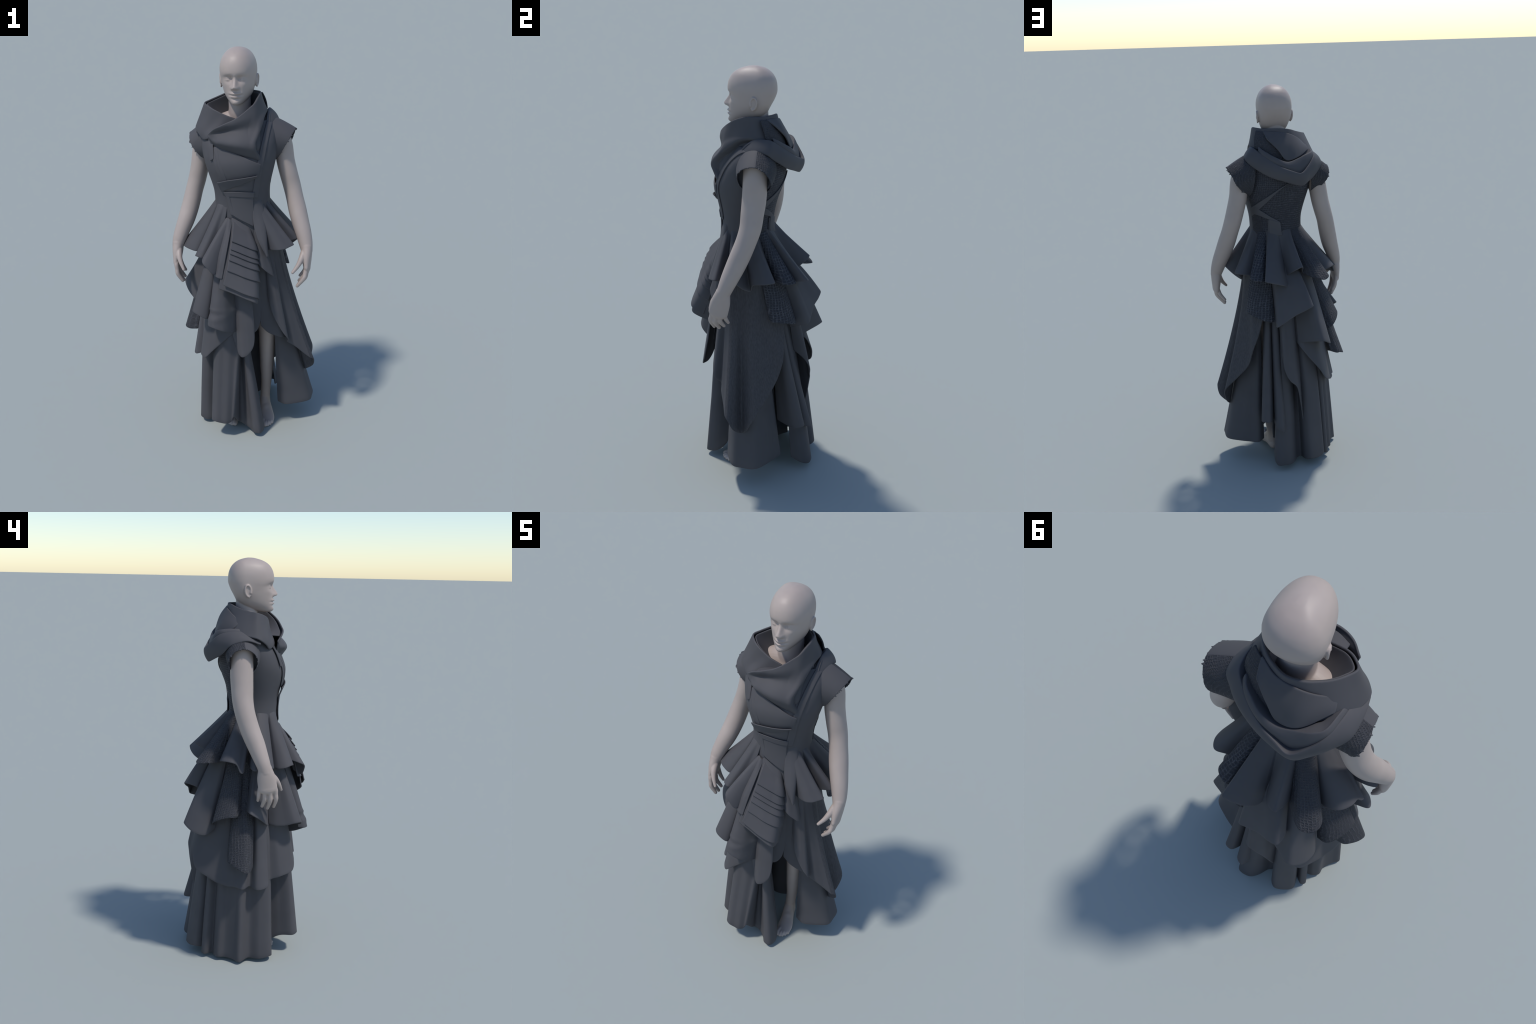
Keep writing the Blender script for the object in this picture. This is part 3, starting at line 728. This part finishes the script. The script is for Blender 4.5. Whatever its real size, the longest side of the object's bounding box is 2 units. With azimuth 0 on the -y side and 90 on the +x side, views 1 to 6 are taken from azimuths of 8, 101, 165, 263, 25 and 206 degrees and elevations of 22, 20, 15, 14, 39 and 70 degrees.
drape('tier_fold', [(266, .205, .80), (268, .265, .805), (270, .312, .806), (280, .298, .77), (291, .257, .725), (296, .225, .72)], 1.12, M_WOOL, pf=1.4, pg=.6, nu=140, topaz=[266, 292], off=.004)
drape('tier_fold', [(298, .225, .72), (303, .255, .715), (309, .288, .718), (315, .328, .732), (320, .338, .731), (325, .330, .72), (329, .310, .704), (330, .265, .70)], 1.12, M_WOOL, pf=1.0, pg=.5, nu=160, topaz=[296, 330], off=.010)
def crumple(P, v, az):
    z = P[:, :, 2]
    n = P[:, :, :2] / np.linalg.norm(P[:, :, :2], axis=2, keepdims=True)
    U = np.linspace(0, 1, len(P))[:, None]; d = z - .762 + .02 * U
    k = .006 * np.exp(-.5 * (d / .006) ** 2) - .007 * np.exp(-.5 * ((d + .022) / .012) ** 2) * (1 - U) + .008 * np.exp(-.5 * ((d + .055 - .05 * U) / .012) ** 2)
    k *= np.linspace(.6, 1, len(P))[:, None]
    P[:, :, :2] += n * k[:, :, None]
drape('tier_fold', [(331, .300, .685), (334, .325, .679), (340, .333, .676), (347, .312, .655), (353, .262, .628), (357, .225, .62)], 1.12, M_WOOL, pf=.8, pg=.6, nu=160, topaz=[330, 356], off=.008, hang=crumple)
drape('tier_fold', [(27, .215, .98), (32, .236, .956), (38, .241, .93), (46, .240, .902), (51, .205, .91)], 1.19, M_WOOL, pf=1.1, nu=80, topaz=[27, 48], off=-.002)

# ---- peplum
PEP = [(34, .175, 1.03), (41, .190, 1.035), (48, .270, 1.047), (53, .292, 1.051), (58, .300, 1.056), (63, .307, 1.061), (66, .26, 1.05), (70, .215, 1.04), (75, .290, 1.068), (78, .302, 1.070), (83, .285, 1.052), (88, .245, 1.015), (94, .220, 1.0),
       (98, .255, 1.045), (103, .270, 1.053), (111, .286, 1.060), (118, .283, 1.062), (121, .243, 1.05), (125, .205, 1.03)]
drape('peplum', PEP, 1.265, M_WOOL, pf=1.08, pg=.6, nu=420, topaz=[30, 38, 48, 62, 72, 84, 96, 108, 124], off=.0005, sig=.05)
drape('peplum_gauze', [(124, .205, 1.03), (127, .25, 1.04), (131, .276, 1.042), (138, .280, 1.040), (144, .270, 1.036), (147, .24, 1.03), (148, .20, 1.02)], 1.265, M_GAUZE, pf=1.08, pg=.65, nu=140, topaz=[122, 148], off=.0005, sig=.2)
drape('peplum', [(147, .205, 1.02), (148, .26, 1.035), (151, .306, 1.047), (155, .298, 1.040), (160, .283, 1.030), (167, .257, 1.014), (172, .226, 1.002), (174, .19, 1.02), (175, .185, 1.045), (178, .205, 1.060), (184, .238, 1.085), (190, .253, 1.100),
                (194, .232, 1.085), (200, .19, 1.05)], 1.265, M_WOOL, pf=1.08, pg=.6, nu=300, topaz=[147, 156, 168, 178, 190, 200], off=.001, sig=.06)
drape('peplum_gauze', [(200, .19, 1.05), (205, .25, 1.035), (209, .285, 1.028), (214, .298, 1.022), (219, .300, 1.028), (224, .285, 1.032), (228, .24, 1.03), (231, .195, 1.03)], 1.265, M_GAUZE2, pf=1.08, pg=.65, nu=160, topaz=[198, 230], off=.0005, sig=.2)
drape('peplum', [(230, .195, 1.03), (234, .237, 1.04), (241, .268, 1.050), (250, .280, 1.050), (256, .278, 1.040), (260, .288, 1.005), (262, .288, 1.0), (264, .24, 1.01), (266, .185, 1.03), (269, .19, 1.03), (271, .285, 1.02), (273, .310, 1.018), (285, .300, 1.02), (293, .275, 1.015), (298, .252, 1.010), (302, .205, 1.008), (306, .255, 1.003), (311, .280, 1.010), (316, .288, 1.017), (321, .284, 1.015), (326, .245, 1.01), (333, .22, 1.02)],
      1.265, M_WOOL, pf=1.08, pg=.6, nu=400, topaz=[229, 241, 253, 263, 269, 275, 288, 300, 310, 322, 336], off=.001, sig=.05)
# leaf-shaped hip flap
drape('hip_flap', [(324, .235, 1.04), (328, .302, 1.02), (331, .320, 1.008), (335, .315, .985), (339, .296, .951), (342, .255, .965)], [1.20, 1.19], M_WOOL, pf=.9, pg=.7, nu=120, topaz=[338, 348], off=.012, sig=.1)

# ---- pointed front flap of the peplum
def panel(cols, nu=60, nv=80, v0=0.0, v1=1.0, u0=0.0, u1=1.0, lift=None):
    """Sheet through vertical control columns (top to bottom), smooth across and down."""
    C = np.array([catmull(np.array(c, float), 200) for c in cols])        # columns x 200 x 3
    vv = np.linspace(v0, v1, nv); t = np.linspace(0, 1, 200)
    D = np.stack([np.stack([np.interp(vv, t, c[:, k]) for k in range(3)], 1) for c in C])   # cols x nv x 3
    uu = np.linspace(u0, u1, nu); P = np.zeros((nu, nv, 3)); t2 = np.linspace(0, 1, 200)
    for j in range(nv):
        q = catmull(D[:, j], 200)
        P[:, j] = np.stack([np.interp(uu, t2, q[:, k]) for k in range(3)], 1)
    if lift is not None:
        N = grid_normals(P, False)
        if N[:, :, 1].sum() > 0: N = -N
        P = P + N * lift(vv)[None, :, None]
    return P
cloth('peplum_flap', panel([[(.080, -.138, 1.305), (.082, -.150, 1.25), (.086, -.166, 1.17), (.110, -.186, 1.09), (.146, -.194, 1.018)],
                            [(.102, -.128, 1.300), (.108, -.145, 1.23), (.122, -.170, 1.15), (.135, -.189, 1.08), (.149, -.199, 1.018)],
                            [(.118, -.115, 1.295), (.128, -.130, 1.23), (.140, -.158, 1.15), (.147, -.178, 1.08), (.152, -.188, 1.02)],
                            [(.118, -.100, 1.290), (.124, -.118, 1.23), (.130, -.135, 1.15), (.132, -.145, 1.08), (.128, -.150, 1.03)]], 50, 60), M_WOOL, ROOT, .006, out=(.3, -1, .1))

# ---- tucked front apron
APRON = [[(-.022, -.160, 1.200), (-.040, -.208, 1.11), (-.054, -.246, 1.03), (-.067, -.272, .95), (-.080, -.284, .878)],
         [(.000, -.160, 1.190), (-.005, -.214, 1.10), (-.012, -.251, 1.02), (-.022, -.279, .94), (-.030, -.293, .866)],
         [(.030, -.157, 1.175), (.045, -.206, 1.08), (.045, -.245, 1.0), (.047, -.279, .92), (.050, -.303, .836)],
         [(.060, -.150, 1.155), (.084, -.190, 1.06), (.094, -.224, .98), (.100, -.260, .90), (.098, -.300, .815)],
         [(.064, -.130, 1.145), (.090, -.155, 1.05), (.100, -.170, .96), (.103, -.186, .88), (.096, -.222, .775)]]
apron = cloth('apron', panel(APRON, 80, 80), M_WOOL, ROOT, .007, out=(0, -1, .2))
POCKET = [[(-.016, -.168, 1.180), (-.019, -.222, 1.115), (-.026, -.254, 1.05), (-.036, -.280, .98), (-.054, -.290, .905)],
          [(.008, -.163, 1.168), (.010, -.216, 1.10), (.008, -.251, 1.03), (.002, -.281, .95), (-.006, -.296, .885)],
          [(.034, -.158, 1.152), (.050, -.206, 1.08), (.050, -.244, 1.0), (.050, -.279, .925), (.050, -.301, .860)],
          [(.058, -.153, 1.135), (.083, -.192, 1.065), (.092, -.225, .985), (.097, -.257, .91), (.096, -.292, .838)],
          [(.058, -.140, 1.128), (.086, -.168, 1.05), (.095, -.190, .97), (.099, -.215, .89), (.094, -.246, .810)]]
TUCK = [0, .31, .43, .50, .60, .76, 1.0]
for i in range(6):
    a0, a1 = TUCK[i], TUCK[i + 1]
    P = panel(POCKET, 50, 24, max(0, a0 - .03), a1, lift=lambda q, a0=a0, a1=a1: .004 + .0085 * np.clip((q - a0) / (a1 - a0), 0, 1))
    cloth('tuck', P, M_WOOL, apron, .006, out=(0, -1, .2))
# narrow folded strip beside the tucks
cloth('folded_strip', panel([[(-.044, -.160, 1.20), (-.066, -.205, 1.11), (-.088, -.238, 1.03), (-.108, -.258, .94)],
                             [(-.034, -.168, 1.195), (-.050, -.220, 1.11), (-.068, -.256, 1.03), (-.088, -.278, .935)],
                             [(-.024, -.165, 1.190), (-.034, -.222, 1.11), (-.048, -.258, 1.03), (-.066, -.282, .93)]], 24, 60), M_WOOL, apron, .006, out=(0, -1, .2))
